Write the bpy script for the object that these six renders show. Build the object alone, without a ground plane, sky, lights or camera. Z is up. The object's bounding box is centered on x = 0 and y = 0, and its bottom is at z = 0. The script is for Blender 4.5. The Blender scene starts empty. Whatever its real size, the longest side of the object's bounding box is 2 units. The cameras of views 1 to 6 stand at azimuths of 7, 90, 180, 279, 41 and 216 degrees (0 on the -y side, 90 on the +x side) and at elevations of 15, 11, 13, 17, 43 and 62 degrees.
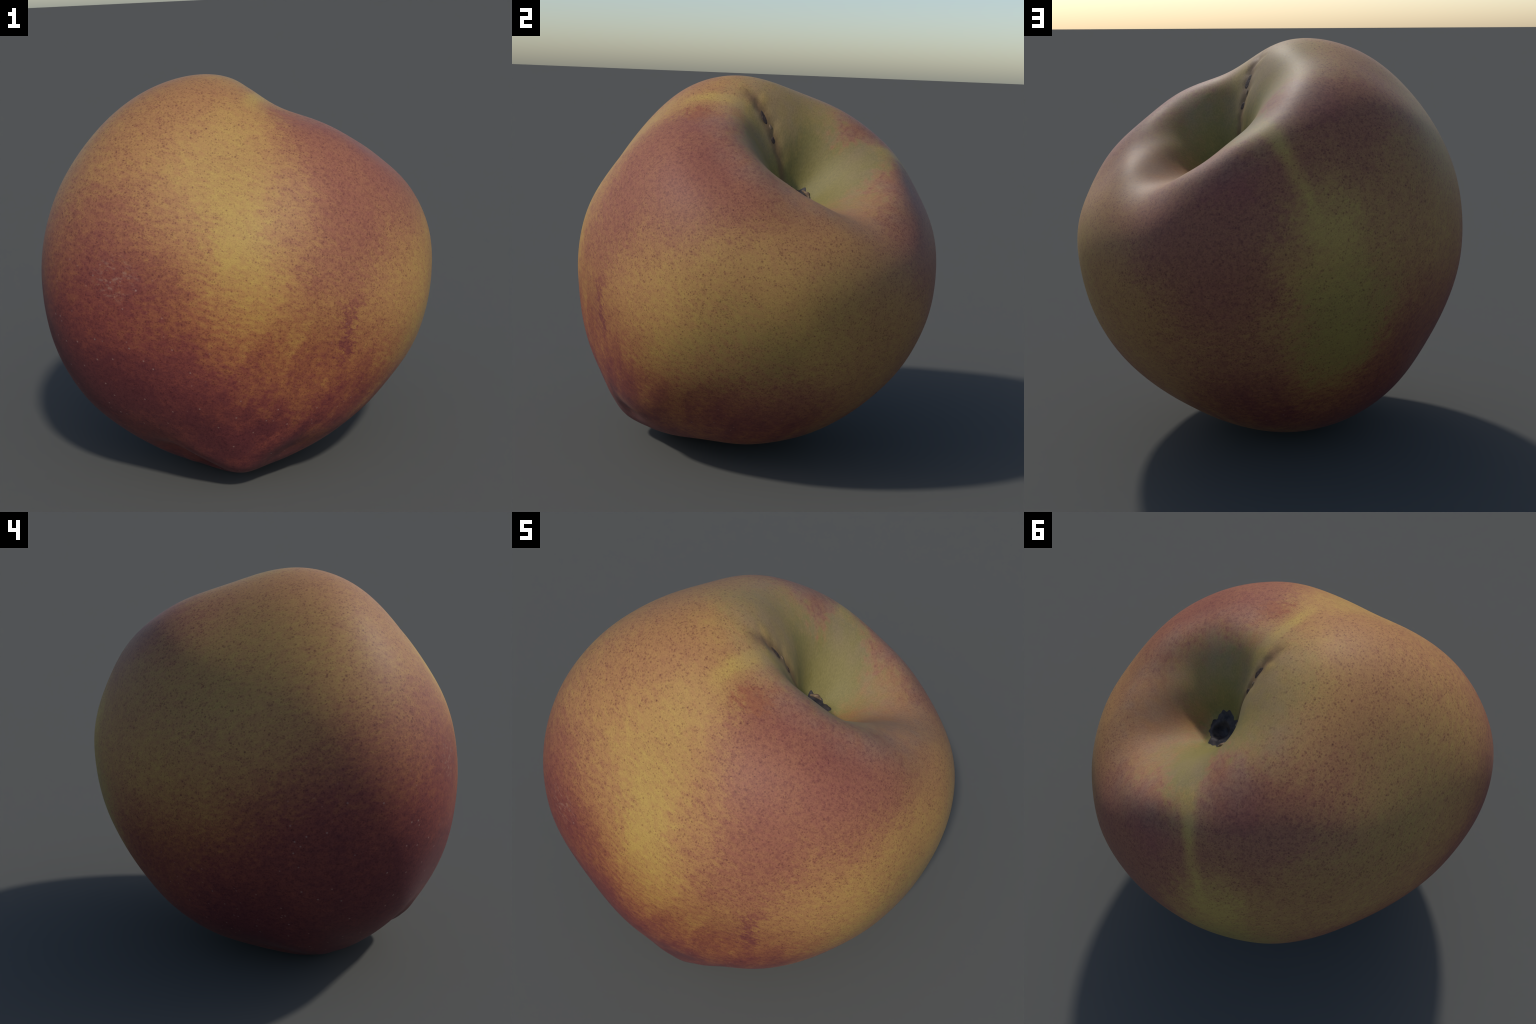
"""A single ripe peach lying on its side-lower flank, built procedurally.

The fruit is described in its own frame: STEM_AXIS points out of the stem
cavity, FRONT points to the front suture.  The flesh is a radius over the polar
angle (a meridian profile) whose cross-sections are rounded lobes (harmonics),
plus the pointed blossom tip and the crack in the suture inside the cavity.
"""
import math
import bpy
import numpy as np

rng = np.random.default_rng(7)

CENTRE = np.array([0.05, -0.01, 0.90])
STEM_AXIS = np.array([0.25, 0.20, 1.43]) - CENTRE
STEM_AXIS /= np.linalg.norm(STEM_AXIS)
FRONT = np.array([0.0, -1.0, 0.0])
FRONT -= STEM_AXIS * (FRONT @ STEM_AXIS)
FRONT /= np.linalg.norm(FRONT)
SIDE = np.cross(STEM_AXIS, FRONT)

# ------------------------------------------------------------------ shape
# polar angles (degrees from the stem axis) of the meridian control radii
MERIDIAN_ANGLE = [0, 5, 10, 16, 22, 28, 35, 45, 57, 72, 90, 108, 126, 144, 162, 180]
# polar angles at which the cross-section lobes are given
LOBE_ANGLE = [0, 7, 13, 19, 26, 35, 47, 65, 90, 115, 140, 160, 180]
# lobes: {times round: (cosine part, sine part)}
MERIDIAN_RADIUS = [0.567, 0.572, 0.587, 0.719, 0.845, 0.940, 0.987, 1.019, 1.016, 0.988, 0.960, 0.936, 0.940, 0.946, 0.957, 1.004]
CROSS_SECTION = {
    1: ([-0.000, -0.002, -0.004, 0.004, 0.005, 0.012, 0.021, 0.044, 0.052, 0.061, 0.066],
        [0.001, -0.032, -0.068, -0.084, -0.088, -0.078, -0.078, -0.088, -0.088, -0.070, -0.053]),
    2: ([0.002, 0.004, -0.012, -0.007, -0.014, -0.016, -0.021, -0.023, -0.020, 0.003, 0.012],
        [0.000, 0.016, 0.036, 0.024, 0.001, -0.015, -0.024, -0.035, -0.037, -0.002, 0.034]),
    3: ([-0.000, -0.006, -0.014, -0.016, -0.012, -0.009, -0.020, -0.031, -0.034, -0.030, -0.029],
        [-0.000, 0.001, 0.000, -0.001, -0.000, 0.002, 0.003, -0.002, 0.000, 0.005, 0.003]),
    4: ([-0.001, -0.002, 0.006, 0.006, -0.005, -0.010, -0.012, -0.010, -0.003, -0.001, 0.006],
        [0.000, 0.003, 0.006, 0.006, 0.005, 0.005, 0.009, 0.011, 0.008, 0.006, -0.010]),
    5: ([-0.000, 0.003, 0.006, -0.001, -0.004, -0.005, 0.000, 0.005, 0.003, 0.004, 0.003],
        [0.001, 0.000, 0.005, 0.009, 0.010, 0.009, 0.011, 0.007, 0.002, 0.004, -0.001]),
    6: ([-0.000, 0.004, 0.005, 0.002, 0.003, 0.004, 0.007, 0.006, 0.006, 0.003, 0.005],
        [-0.001, 0.000, 0.003, -0.001, 0.001, 0.004, 0.007, 0.001, -0.000, -0.002, 0.005]),
    7: ([0.000, 0.001, 0.002, 0.005, 0.004, 0.004, 0.008, 0.005, 0.006, 0.001, 0.001],
        [0.001, 0.002, -0.001, -0.003, 0.004, 0.000, 0.000, 0.002, 0.002, -0.000, 0.001]),
}
# blossom tip: (reach, turn about the tip in degrees, offset from the tip, height)
TIP_BUMPS = [
    (0.16, 0, 0, 0.072),
    (0.30, 0, 0, -0.031),
    (0.15, 0, 0.22, -0.007),
    (0.15, 60, 0.22, -0.015),
    (0.15, 120, 0.22, -0.009),
    (0.15, 180, 0.22, -0.030),
    (0.15, 240, 0.22, -0.030),
    (0.15, 300, 0.22, 0.015),
    (0.11, 30, 0.22, 0.013),
    (0.11, 90, 0.22, 0.019),
    (0.11, 150, 0.22, 0.022),
    (0.11, 210, 0.22, 0.020),
    (0.11, 270, 0.22, 0.004),
    (0.11, 330, 0.22, -0.032),
]
TIP_DIRECTION = np.array([0.02, -0.71, 0.12]) - CENTRE
TIP_DIRECTION /= np.linalg.norm(TIP_DIRECTION)
TIP_ACROSS = np.cross(TIP_DIRECTION, (0.0, 0.0, 1.0))
TIP_ACROSS /= np.linalg.norm(TIP_ACROSS)
TIP_ALONG = np.cross(TIP_ACROSS, TIP_DIRECTION)


def smooth_spline(knots, values, x):
    """Cubic spline with level ends."""
    k, y = np.asarray(knots, float), np.asarray(values, float)
    n, h = len(k), np.diff(k)
    a, r = np.zeros((n, n)), np.zeros(n)
    s = np.diff(y) / h
    a[0, 0], a[0, 1], r[0] = 2 * h[0], h[0], 6 * s[0]
    a[-1, -1], a[-1, -2], r[-1] = 2 * h[-1], h[-1], -6 * s[-1]
    for i in range(1, n - 1):
        a[i, i - 1], a[i, i], a[i, i + 1] = h[i - 1], 2 * (h[i - 1] + h[i]), h[i]
        r[i] = 6 * (s[i] - s[i - 1])
    m = np.linalg.solve(a, r)
    j = np.clip(np.searchsorted(k, x) - 1, 0, n - 2)
    u = (k[j + 1] - x) / h[j]
    v = 1 - u
    return u * y[j] + v * y[j + 1] + ((u**3 - u) * m[j] + (v**3 - v) * m[j + 1]) * h[j] ** 2 / 6


def direction(theta, phi):
    """World direction of polar angle theta and turn phi (radians)."""
    theta, phi = np.asarray(theta, float), np.asarray(phi, float)
    return (np.sin(theta) * np.cos(phi))[..., None] * FRONT + (np.sin(theta) * np.sin(phi))[..., None] * SIDE + np.cos(theta)[..., None] * STEM_AXIS


def crack_depth(theta, phi):
    """The split in the suture on the front wall of the stem cavity."""
    t = np.degrees(theta)
    path = np.radians(-43.5 + 0.35 * np.clip(t - 24, -20, 12) + 1.6 * np.sin(t * 0.8) + 0.9 * np.sin(t * 1.9 + 1))
    off = np.sin(theta) * np.arctan2(np.sin(phi - path), np.cos(phi - path))
    along = np.clip((t - 7) / 6, 0, 1) * np.clip((33 - t) / 7, 0, 1)
    return along * ((0.002 + 0.002 * np.sin(t * 1.3)) * np.exp(-((off / 0.010) ** 2)) + 0.015 * np.exp(-((off / 0.036) ** 2)))


def flesh_radius(theta, phi):
    r = smooth_spline(np.radians(MERIDIAN_ANGLE), MERIDIAN_RADIUS, theta)
    for k, (cosine, sine) in CROSS_SECTION.items():
        knots = np.radians(LOBE_ANGLE)
        r = r + smooth_spline(knots, [0, *cosine, 0], theta) * np.cos(k * phi)
        r = r + smooth_spline(knots, [0, *sine, 0], theta) * np.sin(k * phi)
    d = direction(theta, phi)
    for reach, turn, offset, height in TIP_BUMPS:
        turn = math.radians(turn)
        place = TIP_DIRECTION * math.cos(offset) + (math.cos(turn) * TIP_ACROSS + math.sin(turn) * TIP_ALONG) * math.sin(offset)
        r = r + height * np.exp(-((np.arccos(np.clip(d @ place, -1, 1)) / reach) ** 2))
    # dimple between the blossom tip and the resting lobe
    for turn, depth in ((-4, 0.020), (-20, 0.022)):
        place = direction(math.radians(161), math.radians(turn))
        r = r - depth * np.exp(-((np.arccos(np.clip(d @ place, -1, 1)) / 0.09) ** 2))
    # faint swellings of the skin
    for count, size in ((9, 0.0016), (19, 0.0009)):
        for _ in range(5):
            v = LUMPS.normal(size=3)
            v *= count / np.linalg.norm(v)
            r = r + size * np.sin(d @ v + LUMPS.uniform(0, 6.28)) / 2
    pit = 0.045 * np.exp(-((np.sin(theta) / 0.075) ** 4)) * (theta < 1)
    return 0.9988 * (r - crack_depth(theta, phi) - pit)


# -------------------------------------------------------------- materials
class Nodes:
    """Small helper that writes shader formulas as node trees."""

    def __init__(self, name):
        self.material = bpy.data.materials.new(name)
        self.material.use_nodes = True
        self.tree = self.material.node_tree
        self.shader = self.tree.nodes["Principled BSDF"]

    def put(self, socket, value):
        if isinstance(value, bpy.types.NodeSocket):
            self.tree.links.new(value, socket)
        elif value is not None:
            if hasattr(socket.default_value, "__len__") and len(socket.default_value) == 4 and len(value) == 3:
                value = (*value, 1.0)
            socket.default_value = value

    def node(self, kind, **settings):
        n = self.tree.nodes.new("ShaderNode" + kind)
        for k, v in settings.items():
            setattr(n, k, v)
        return n

    def math(self, op, a, b=None, c=None, clamp=False):
        n = self.node("Math", operation=op, use_clamp=clamp)
        for s, v in zip(n.inputs, (a, b, c)):
            self.put(s, v)
        return n.outputs[0]

    def vector(self, op, a, b=None, scale=None):
        n = self.node("VectorMath", operation=op)
        self.put(n.inputs[0], a)
        if b is not None:
            self.put(n.inputs[1], b)
        if scale is not None:
            self.put(n.inputs["Scale"], scale)
        return n.outputs["Value" if op in ("DOT_PRODUCT", "LENGTH", "DISTANCE") else "Vector"]

    def ranged(self, value, lo, hi, to_lo=0.0, to_hi=1.0, smooth=True):
        n = self.node("MapRange", interpolation_type="SMOOTHSTEP" if smooth else "LINEAR")
        for s, v in zip(n.inputs, (value, lo, hi, to_lo, to_hi)):
            self.put(s, v)
        return n.outputs[0]

    def noise(self, vector, scale, detail=3.0, rough=0.55, colour=False, distort=0.0):
        n = self.node("TexNoise")
        for k, v in (("Vector", vector), ("Scale", scale), ("Detail", detail), ("Roughness", rough), ("Distortion", distort)):
            self.put(n.inputs[k], v)
        return n.outputs["Color" if colour else "Fac"]

    def voronoi(self, vector, scale, randomness=1.0):
        n = self.node("TexVoronoi")
        for k, v in (("Vector", vector), ("Scale", scale), ("Randomness", randomness)):
            self.put(n.inputs[k], v)
        return n.outputs["Distance"], n.outputs["Color"]

    def mix(self, factor, a, b, kind="MIX"):
        n = self.node("Mix", data_type="RGBA", blend_type=kind)
        self.put(n.inputs[0], factor)
        self.put(n.inputs[6], a)
        self.put(n.inputs[7], b)
        return n.outputs[2]

    def ramp(self, value, stops):
        n = self.node("ValToRGB")
        e = n.color_ramp.elements
        while len(e) < len(stops):
            e.new(0.5)
        for item, (place, colour) in zip(e, stops):
            item.position, item.color = place, (*colour, 1)
        self.put(n.inputs[0], value)
        return n.outputs[0]

    def channel(self, colour, i=0):
        n = self.node("SeparateColor")
        self.put(n.inputs[0], colour)
        return n.outputs[i]


# Blush: soft patches (polar angle, turn, reach in radians, strength); positive
# patches ripen towards red, negative ones stay yellow.
BLUSH_BASE = 0.42
BLUSH_PATCHES = [
    (48, 177, 0.55, +0.31),
    (122, -142, 0.8, +0.30),
    (139, -83, 0.8, +0.26),
    (158, 60, 0.8, +0.26),
    (118, -61, 0.8, +0.26),
    (32, -126, 0.22, +0.23),
    (104, 163, 0.4, +0.22),
    (48, 26, 0.55, +0.22),
    (106, 105, 0.55, +0.22),
    (33, -176, 0.22, +0.22),
    (158, -150, 0.8, +0.20),
    (93, -30, 0.4, +0.19),
    (43, 45, 0.4, +0.18),
    (75, 16, 0.4, +0.18),
    (120, 48, 0.22, +0.17),
    (35, -3, 0.22, +0.17),
    (130, 49, 0.8, +0.17),
    (99, 92, 0.55, +0.16),
    (17, -117, 0.22, +0.16),
    (129, -11, 0.4, +0.16),
    (38, -126, 0.4, +0.15),
    (136, 9, 0.55, +0.15),
    (116, 172, 0.22, +0.14),
    (123, -29, 0.55, +0.14),
    (158, -30, 0.8, +0.13),
    (82, 168, 0.55, +0.13),
    (44, 145, 0.3, +0.12),
    (39, 80, 0.3, +0.10),
    (38, 61, 0.3, +0.09),
    (53, 3, 0.3, +0.09),
    (41, -105, 0.4, +0.09),
    (35, 18, 0.22, +0.08),
    (71, -50, 0.8, -0.05),
    (87, 54, 0.4, -0.06),
    (73, -119, 0.4, -0.07),
    (104, -176, 0.3, -0.09),
    (17, -24, 0.22, -0.10),
    (73, 125, 0.8, -0.11),
    (55, -152, 0.22, -0.11),
    (79, -12, 0.22, -0.11),
    (94, -120, 0.4, -0.12),
    (14, -143, 0.22, -0.12),
    (49, -21, 0.22, -0.14),
    (16, -172, 0.4, -0.15),
    (92, -163, 0.22, -0.16),
    (94, 0, 0.3, -0.16),
    (77, -81, 0.55, -0.16),
    (92, -163, 0.4, -0.17),
    (71, -158, 0.55, -0.17),
    (14, -90, 0.22, -0.17),
    (29, -143, 0.22, -0.18),
    (67, 78, 0.8, -0.21),
    (65, -159, 0.3, -0.22),
    (15, 36, 0.3, -0.23),
    (75, -12, 0.55, -0.24),
    (20, -65, 0.55, -0.28),
]

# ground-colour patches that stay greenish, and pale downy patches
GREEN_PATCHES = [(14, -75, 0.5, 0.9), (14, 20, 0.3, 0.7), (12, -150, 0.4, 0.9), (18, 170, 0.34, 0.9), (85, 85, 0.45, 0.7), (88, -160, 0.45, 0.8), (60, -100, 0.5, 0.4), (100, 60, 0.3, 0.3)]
PALE_PATCHES = [(12, -172, 0.34, 0.8), (34, -85, 0.25, 0.3), (34, 150, 0.25, 0.25)]


def patch_sum(n, place, patches, start):
    total = start
    for theta, phi, reach, strength in patches:
        way = direction(math.radians(theta), math.radians(phi))
        near = n.vector("DOT_PRODUCT", place, tuple(way))
        total = n.math("ADD", n.ranged(near, math.cos(reach), 1.0, 0.0, strength), total)
    return total


def world_from_fruit(a, b, c):
    return a * FRONT + b * SIDE + c * STEM_AXIS


def peach_skin():
    n = Nodes("peach_skin")
    co = n.node("TexCoord").outputs["Object"]
    out = n.vector("NORMALIZE", n.vector("SUBTRACT", co, tuple(CENTRE)))
    polar = n.vector("DOT_PRODUCT", out, tuple(STEM_AXIS))
    # coordinates squeezed along the axis: grain runs round the fruit
    squeezed = n.vector("ADD", out, n.vector("SCALE", tuple(STEM_AXIS), scale=n.math("MULTIPLY", polar, 1.1)))

    # ragged, mottled patch borders
    coarse = n.vector("SUBTRACT", n.noise(out, 5.0, 4.0, 0.6, colour=True), (0.5, 0.5, 0.5))
    fine = n.vector("SUBTRACT", n.noise(squeezed, 28.0, 3.0, 0.6, colour=True), (0.5, 0.5, 0.5))
    warped = n.vector("ADD", out, n.vector("ADD", n.vector("SCALE", coarse, scale=0.20), n.vector("SCALE", fine, scale=0.26)))
    warped = n.vector("NORMALIZE", warped)
    blush = patch_sum(n, warped, BLUSH_PATCHES, BLUSH_BASE)
    # the yellow suture lines, front and back
    wobble = n.math("MULTIPLY", n.math("SUBTRACT", n.noise(out, 9.0, 3.0), 0.5), 0.06)
    across = n.math("ADD", wobble, n.math("SUBTRACT", n.vector("DOT_PRODUCT", out, tuple(world_from_fruit(0.468, 0.749, 0.469))), 0.424))
    front_line = n.math("MULTIPLY", n.ranged(n.math("ABSOLUTE", across), 0.06, 0.0), n.math("MULTIPLY", n.ranged(polar, 0.64, 0.82), n.ranged(n.vector("DOT_PRODUCT", out, tuple(FRONT)), 0.25, 0.45)))
    across = n.math("ADD", wobble, n.math("SUBTRACT", n.vector("DOT_PRODUCT", out, tuple(world_from_fruit(-0.4, 0.876, 0.27))), 0.152))
    back_line = n.math("MULTIPLY", n.ranged(n.math("ABSOLUTE", across), 0.065, 0.0), n.math("MULTIPLY", n.ranged(polar, 0.42, 0.95), n.ranged(n.vector("DOT_PRODUCT", out, tuple(FRONT)), -0.2, -0.3)))
    blush = n.math("SUBTRACT", blush, n.math("MULTIPLY", front_line, 0.38))
    blush = n.math("SUBTRACT", blush, n.math("MULTIPLY", back_line, 0.65))
    # one long red stripe on the flank
    stripe_plane = np.cross(direction(math.radians(86), math.radians(29)), direction(math.radians(108), math.radians(38)))
    stripe_plane /= np.linalg.norm(stripe_plane)
    stripe = n.math("MULTIPLY", n.ranged(n.math("ABSOLUTE", n.vector("DOT_PRODUCT", warped, tuple(stripe_plane))), 0.055, 0.0),
                    n.ranged(n.vector("DOT_PRODUCT", warped, tuple(direction(math.radians(97), math.radians(33)))), math.cos(0.26), math.cos(0.1)))
    blush = n.math("ADD", blush, n.math("MULTIPLY", stripe, 0.35))
    # stripes and mottling
    mottle = n.math("SUBTRACT", n.noise(squeezed, 22.0, 5.0, 0.65), 0.5)
    meridian_streak = n.math("SUBTRACT", n.noise(n.vector("SUBTRACT", out, n.vector("SCALE", tuple(STEM_AXIS), scale=n.math("MULTIPLY", polar, 0.86))), 10.0, 3.0, 0.55), 0.5)
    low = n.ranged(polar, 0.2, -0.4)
    blush = n.math("ADD", blush, n.math("MULTIPLY", mottle, n.math("MULTIPLY", n.ranged(polar, 0.8, 0.2, 0.3, 0.8), n.ranged(blush, 0.6, 1.0, 1.0, 0.45))))
    blush = n.math("ADD", blush, n.math("MULTIPLY", meridian_streak, n.math("MULTIPLY", low, n.ranged(n.vector("DOT_PRODUCT", out, tuple(SIDE)), -0.35, 0.3, 0.2, 0.8))))

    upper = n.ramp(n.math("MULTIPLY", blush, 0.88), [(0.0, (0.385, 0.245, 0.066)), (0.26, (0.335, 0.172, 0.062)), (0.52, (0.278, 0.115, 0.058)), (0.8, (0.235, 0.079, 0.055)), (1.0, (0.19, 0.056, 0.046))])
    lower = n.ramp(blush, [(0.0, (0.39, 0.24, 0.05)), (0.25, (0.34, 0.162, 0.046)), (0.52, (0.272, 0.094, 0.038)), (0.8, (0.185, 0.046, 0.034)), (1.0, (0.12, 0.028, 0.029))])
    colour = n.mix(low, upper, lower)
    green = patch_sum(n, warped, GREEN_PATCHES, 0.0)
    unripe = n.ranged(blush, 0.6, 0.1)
    colour = n.mix(n.math("MULTIPLY", n.math("MULTIPLY", green, unripe), 0.7, clamp=True), colour, (0.195, 0.16, 0.045))  # olive darkened to paint in the occlusion shade on the cavity walls
    pale = patch_sum(n, warped, PALE_PATCHES, 0.0)
    colour = n.mix(n.math("MULTIPLY", pale, 0.2, clamp=True), colour, (0.29, 0.245, 0.13))

    # greyish down over the cavity rim
    rim = n.math("MULTIPLY", n.ranged(polar, 0.76, 0.88), n.ranged(polar, 0.985, 0.93))
    colour = n.mix(n.math("MULTIPLY", rim, n.ranged(n.noise(out, 8.0, 3.0), 0.3, 0.7, 0.15, 0.5)), colour, (0.25, 0.165, 0.11))
    # dark freckles: more of them where the blush is half-way
    speck_co = n.vector("ADD", out, n.vector("SCALE", fine, scale=0.014))
    crowd = n.noise(out, 7.0, 3.0)
    for scale, size, weight in ((40.0, 0.30, 0.4), (64.0, 0.42, 0.65), (92.0, 0.48, 0.75), (125.0, 0.5, 0.6)):
        dist, cell = n.voronoi(speck_co, scale)
        chance = n.math("ADD", n.ranged(blush, -0.1, 0.5, 0.10, 0.85, smooth=False), n.math("SUBTRACT", crowd, 0.5))
        there = n.math("LESS_THAN", n.channel(cell, 0), chance)
        strength = n.math("MULTIPLY_ADD", n.channel(cell, 2), 0.7, 0.3)
        radius = n.math("MULTIPLY_ADD", n.channel(cell, 1), size * 0.6, size * 0.55)
        dot = n.math("MULTIPLY", n.ranged(n.math("DIVIDE", dist, radius), 1.15, 0.2), n.math("MULTIPLY", there, strength))
        dot = n.math("MULTIPLY", dot, n.math("MULTIPLY", n.ranged(polar, 0.96, 0.8), n.ranged(blush, 0.45, 0.9, 1.0, 0.7)))
        colour = n.mix(n.math("MULTIPLY", dot, weight, clamp=True), colour, (0.42, 0.25, 0.42), "MULTIPLY")
    # soft purple clouding of the red skin
    cloud = n.math("MULTIPLY", n.ranged(n.noise(speck_co, 52.0, 3.0, 0.65), 0.45, 0.68), n.ranged(blush, 0.25, 0.7, 0.0, 0.55))
    colour = n.mix(cloud, colour, (0.62, 0.50, 0.68), "MULTIPLY")
    # pale lenticels on the red skin
    dist, cell = n.voronoi(out, 30.0)
    there = n.math("GREATER_THAN", n.channel(cell, 0), 0.62)
    dot = n.math("MULTIPLY", n.math("MULTIPLY", n.ranged(dist, 0.19, 0.05), there), n.math("MULTIPLY", low, n.ranged(blush, 0.5, 0.9)))
    colour = n.mix(n.math("MULTIPLY", dot, 0.45), colour, (0.42, 0.27, 0.22))
    # scuff on the front flank and a hot red freckle by the suture
    scuff_at = direction(math.radians(103), math.radians(-34.5))
    near = n.ranged(n.vector("DOT_PRODUCT", out, tuple(scuff_at)), math.cos(0.13), 1.0)
    scuff = n.math("MULTIPLY", near, n.ranged(n.noise(squeezed, 34.0, 3.0), 0.5, 0.68))
    colour = n.mix(n.math("MULTIPLY", scuff, 0.3), colour, (0.36, 0.24, 0.17))
    hot_at = direction(math.radians(39.6), math.radians(-10.5))
    near = n.ranged(n.vector("DOT_PRODUCT", warped, tuple(hot_at)), math.cos(0.1), 1.0)
    colour = n.mix(n.math("MULTIPLY", near, 0.28), colour, (0.29, 0.085, 0.03))
    # corky tissue along the crack
    crack_at = n.math("SUBTRACT", n.vector("DOT_PRODUCT", out, tuple(world_from_fruit(0.583, 0.811, 0.045))), 0.0)
    cork = n.math("MULTIPLY", n.ranged(n.math("ABSOLUTE", n.math("ADD", crack_at, n.math("MULTIPLY", wobble, 0.4))), 0.05, 0.004), n.math("MULTIPLY", n.ranged(polar, 0.835, 0.88), n.ranged(n.vector("DOT_PRODUCT", out, tuple(world_from_fruit(0.7, -0.7, 0))), 0.1, 0.2)))
    colour = n.mix(n.math("MULTIPLY", cork, 0.7), colour, (0.15, 0.08, 0.04))
    # fine down
    down = n.noise(squeezed, 130.0, 3.0, 0.7)
    colour = n.mix(1.0, colour, n.ramp(down, [(0.25, (0.80, 0.80, 0.80)), (0.75, (1.2, 1.2, 1.2))]), "MULTIPLY")

    s = n.shader.inputs
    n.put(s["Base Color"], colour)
    n.put(s["Roughness"], n.math("MULTIPLY_ADD", down, 0.15, 0.50))
    s["Specular IOR Level"].default_value = 0.23
    s["Sheen Weight"].default_value = 0.03
    s["Sheen Roughness"].default_value = 0.45
    n.put(s["Sheen Tint"], (0.9, 0.85, 0.85))
    bump = n.node("Bump")
    bump.inputs["Strength"].default_value = 0.06
    bump.inputs["Distance"].default_value = 0.01
    n.put(bump.inputs["Height"], n.math("MULTIPLY_ADD", n.noise(co, 60.0, 4.0, 0.6), 0.5, down))
    n.put(s["Normal"], bump.outputs[0])
    return n.material


def plain(name, colour, other, rough, scale=30.0, low=0.35, high=0.65):
    n = Nodes(name)
    co = n.node("TexCoord").outputs["Object"]
    grain = n.noise(co, scale, 4.0, 0.65)
    n.put(n.shader.inputs["Base Color"], n.ramp(grain, [(low, colour), (high, other)]))
    n.shader.inputs["Roughness"].default_value = rough
    n.shader.inputs["Specular IOR Level"].default_value = 0.3
    bump = n.node("Bump")
    bump.inputs["Strength"].default_value = 0.4
    bump.inputs["Distance"].default_value = 0.01
    n.put(bump.inputs["Height"], grain)
    n.put(n.shader.inputs["Normal"], bump.outputs[0])
    return n.material


# ---------------------------------------------------------------- building
def add_mesh(name, verts, faces, material, parent):
    mesh = bpy.data.meshes.new(name)
    mesh.from_pydata([tuple(v) for v in verts], [], faces)
    mesh.materials.append(material)
    mesh.update()
    mesh.polygons.foreach_set("use_smooth", [True] * len(mesh.polygons))
    o = bpy.data.objects.new(name, mesh)
    bpy.context.scene.collection.objects.link(o)
    o.parent = parent
    return o


def ring_faces(rings, around, closed=True):
    faces = []
    for i in range(rings - 1):
        for j in range(around if closed else around - 1):
            k = (j + 1) % around
            faces.append((i * around + j, (i + 1) * around + j, (i + 1) * around + k, i * around + k))
    return faces


peach = bpy.data.objects.new("peach", None)
bpy.context.scene.collection.objects.link(peach)
peach["label"] = "ripe peach with red blush, yellow patches and deep stem cavity"
peach["category"] = "fruit"

# skin: rings round the stem axis, dense inside the cavity
AROUND = 640
thetas = np.concatenate([np.linspace(0.0, 0.7, 200), np.linspace(0.7, math.pi, 300)[1:]])[1:-1]
phis = np.arange(AROUND) * math.tau / AROUND
T, F = np.meshgrid(thetas, phis, indexing="ij")
LUMPS = np.random.default_rng(3)
R = flesh_radius(T, F)
verts = (CENTRE + R[..., None] * direction(T, F)).reshape(-1, 3)
rings = len(thetas)
top, bottom = verts[:AROUND].mean(0), verts[-AROUND:].mean(0)
verts = np.vstack([verts, top, bottom])
verts[:, 2] -= verts[:, 2].min()
faces = ring_faces(rings, AROUND)
a, b = rings * AROUND, rings * AROUND + 1
faces += [(a, j, (j + 1) % AROUND) for j in range(AROUND)]
last = (rings - 1) * AROUND
faces += [(b, last + (j + 1) % AROUND, last + j) for j in range(AROUND)]
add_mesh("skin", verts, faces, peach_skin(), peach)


SCAR_RADIUS_FROM_CENTRE = 0.567
dark = plain("scar_tissue", (0.012, 0.012, 0.016), (0.065, 0.052, 0.048), 0.6, 22.0)
cork = plain("corky_rim", (0.12, 0.075, 0.045), (0.25, 0.17, 0.10), 0.7, 40.0)
brown_cork = plain("brown_cork", (0.10, 0.055, 0.032), (0.19, 0.115, 0.06), 0.7, 60.0)
black_cork = plain("crack_cork", (0.03, 0.02, 0.016), (0.09, 0.055, 0.04), 0.7, 60.0)

def on_skin(x, y, lift):
    """Point of the cavity floor at front/side offset (x, y), lifted along the axis."""
    z = np.full(np.shape(x), SCAR_RADIUS_FROM_CENTRE)
    for _ in range(6):
        global LUMPS
        LUMPS = np.random.default_rng(3)
        theta, phi = np.arctan2(np.hypot(x, y), z), np.arctan2(y, x)
        z = flesh_radius(theta, phi) * np.cos(theta)
    z = z + lift
    return CENTRE + np.asarray(x)[..., None] * FRONT + np.asarray(y)[..., None] * SIDE + z[..., None] * STEM_AXIS


# stem scar: dark tissue lining the pit at the cavity floor
n_r, n_a = 28, 96
u = np.linspace(0.02, 1.0, n_r)
w = np.arange(n_a) * math.tau / n_a
U, Wd = np.meshgrid(u, w, indexing="ij")
edge = 0.090 * (1 + 0.10 * np.sin(2 * Wd + 0.7) + 0.07 * np.sin(5 * Wd) + 0.06 * np.sin(9 * Wd + 2) + 0.04 * np.sin(17 * Wd))
X, Y = 0.006 + U * edge * np.cos(Wd), U * edge * np.sin(Wd) - 0.012
lump = 0.009 + 0.0025 * np.sin(60 * X + 1) * np.sin(55 * Y) + 0.0012 * np.sin(130 * X) * np.sin(120 * Y + 2)
pts = on_skin(X, Y, lump * (1 - U**3) + 0.0005 * U**3).reshape(-1, 3)
add_mesh("stem_scar", np.vstack([pts, pts[:n_a].mean(0)]), ring_faces(n_r, n_a) + [(n_r * n_a, j, (j + 1) % n_a) for j in range(n_a)], dark, peach)

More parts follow.
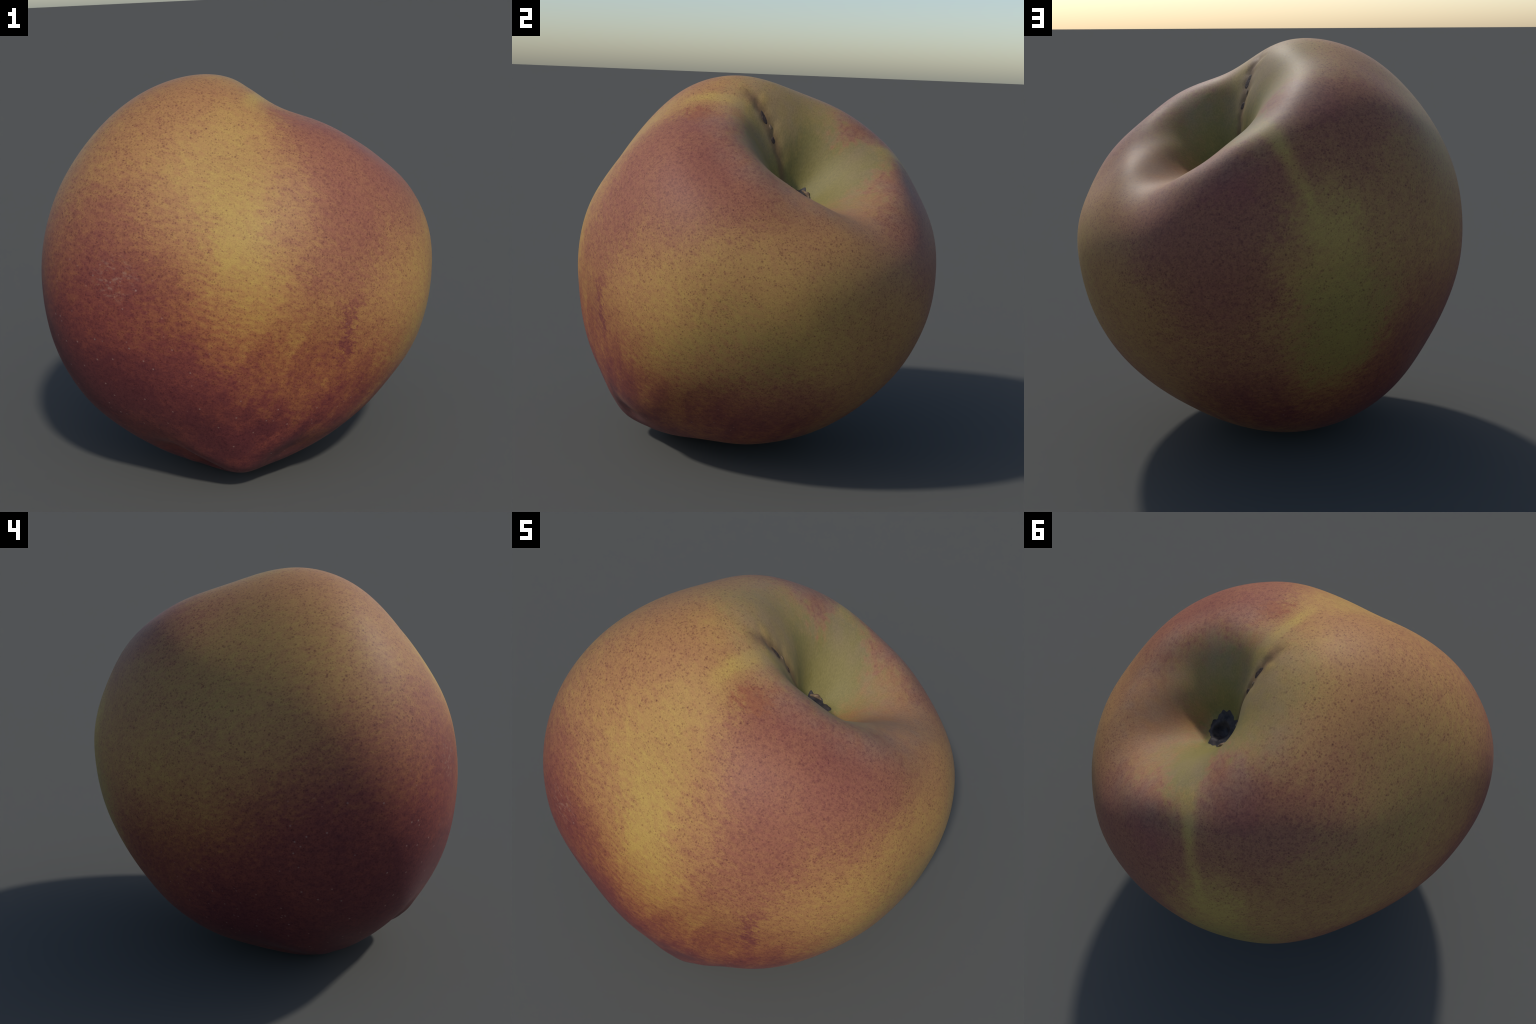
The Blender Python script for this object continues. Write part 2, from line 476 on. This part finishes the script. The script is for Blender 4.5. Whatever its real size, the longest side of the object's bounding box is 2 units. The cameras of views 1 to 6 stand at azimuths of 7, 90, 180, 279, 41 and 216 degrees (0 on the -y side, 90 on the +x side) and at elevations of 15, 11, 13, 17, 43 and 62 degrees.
# torn corky rim of the scar, in separate flakes
for start, end, tall in ((3.4, 4.2, 0.010), (5.1, 5.5, 0.005)):
    s = np.linspace(start, end, 40)
    taper = (np.sin(np.linspace(0.06, math.pi - 0.06, 40)) ** 0.6)[:, None]
    S, A = np.meshgrid(s, np.arange(12) * math.tau / 12, indexing="ij")
    ragged = 1 + 0.25 * np.sin(9 * S) + 0.15 * np.sin(17 * S + 1)
    rad = 0.088 + 0.010 * np.cos(A) * taper
    base = on_skin(0.006 + 0.088 * np.cos(S), 0.088 * np.sin(S) - 0.012, 0.002 + tall * np.sin(A) * taper * ragged)
    pts = base + ((rad - 0.088) * np.cos(S))[..., None] * FRONT + ((rad - 0.088) * np.sin(S))[..., None] * SIDE
    faces = ring_faces(40, 12) + [tuple(range(12)), tuple(range(39 * 12 + 11, 39 * 12 - 1, -1))]
    add_mesh("scar_rim", pts.reshape(-1, 3), faces, cork, peach)

# dark scabs and paler corky beads sitting in the crack
for theta, phi, length, width, stuff in ((24.4, -42.5, 0.040, 0.021, black_cork), (19.6, -44.0, 0.020, 0.017, black_cork), (22.0, -44.8, 0.014, 0.009, cork)):
    g, h = np.meshgrid(np.linspace(0.02, math.pi - 0.02, 20), np.arange(28) * math.tau / 28, indexing="ij")
    way = direction(math.radians(theta), math.radians(phi))
    LUMPS = np.random.default_rng(3)
    here = CENTRE + way * float(flesh_radius(np.array([math.radians(theta)]), np.array([math.radians(phi)]))[0])
    LUMPS = np.random.default_rng(3)
    t2 = math.radians(theta + 1.5)
    down = CENTRE + direction(t2, math.radians(phi)) * float(flesh_radius(np.array([t2]), np.array([math.radians(phi)]))[0]) - here
    down /= np.linalg.norm(down)
    out = np.cross(down, np.cross(way, down))
    out /= np.linalg.norm(out)
    across = np.cross(down, out)
    rough = 1 + 0.18 * np.sin(3 * h + 2 * g) + 0.1 * np.sin(5 * h - 3 * g)
    pts = here + np.cos(g)[..., None] * length * down + (np.sin(g) * np.cos(h) * width * rough)[..., None] * across + (np.sin(g) * np.sin(h) * 0.003 * rough)[..., None] * out
    pts = pts.reshape(-1, 3)
    add_mesh("crack_scab", pts, ring_faces(20, 28) + [tuple(range(27, -1, -1)), tuple(range(19 * 28, 20 * 28))], stuff, peach)
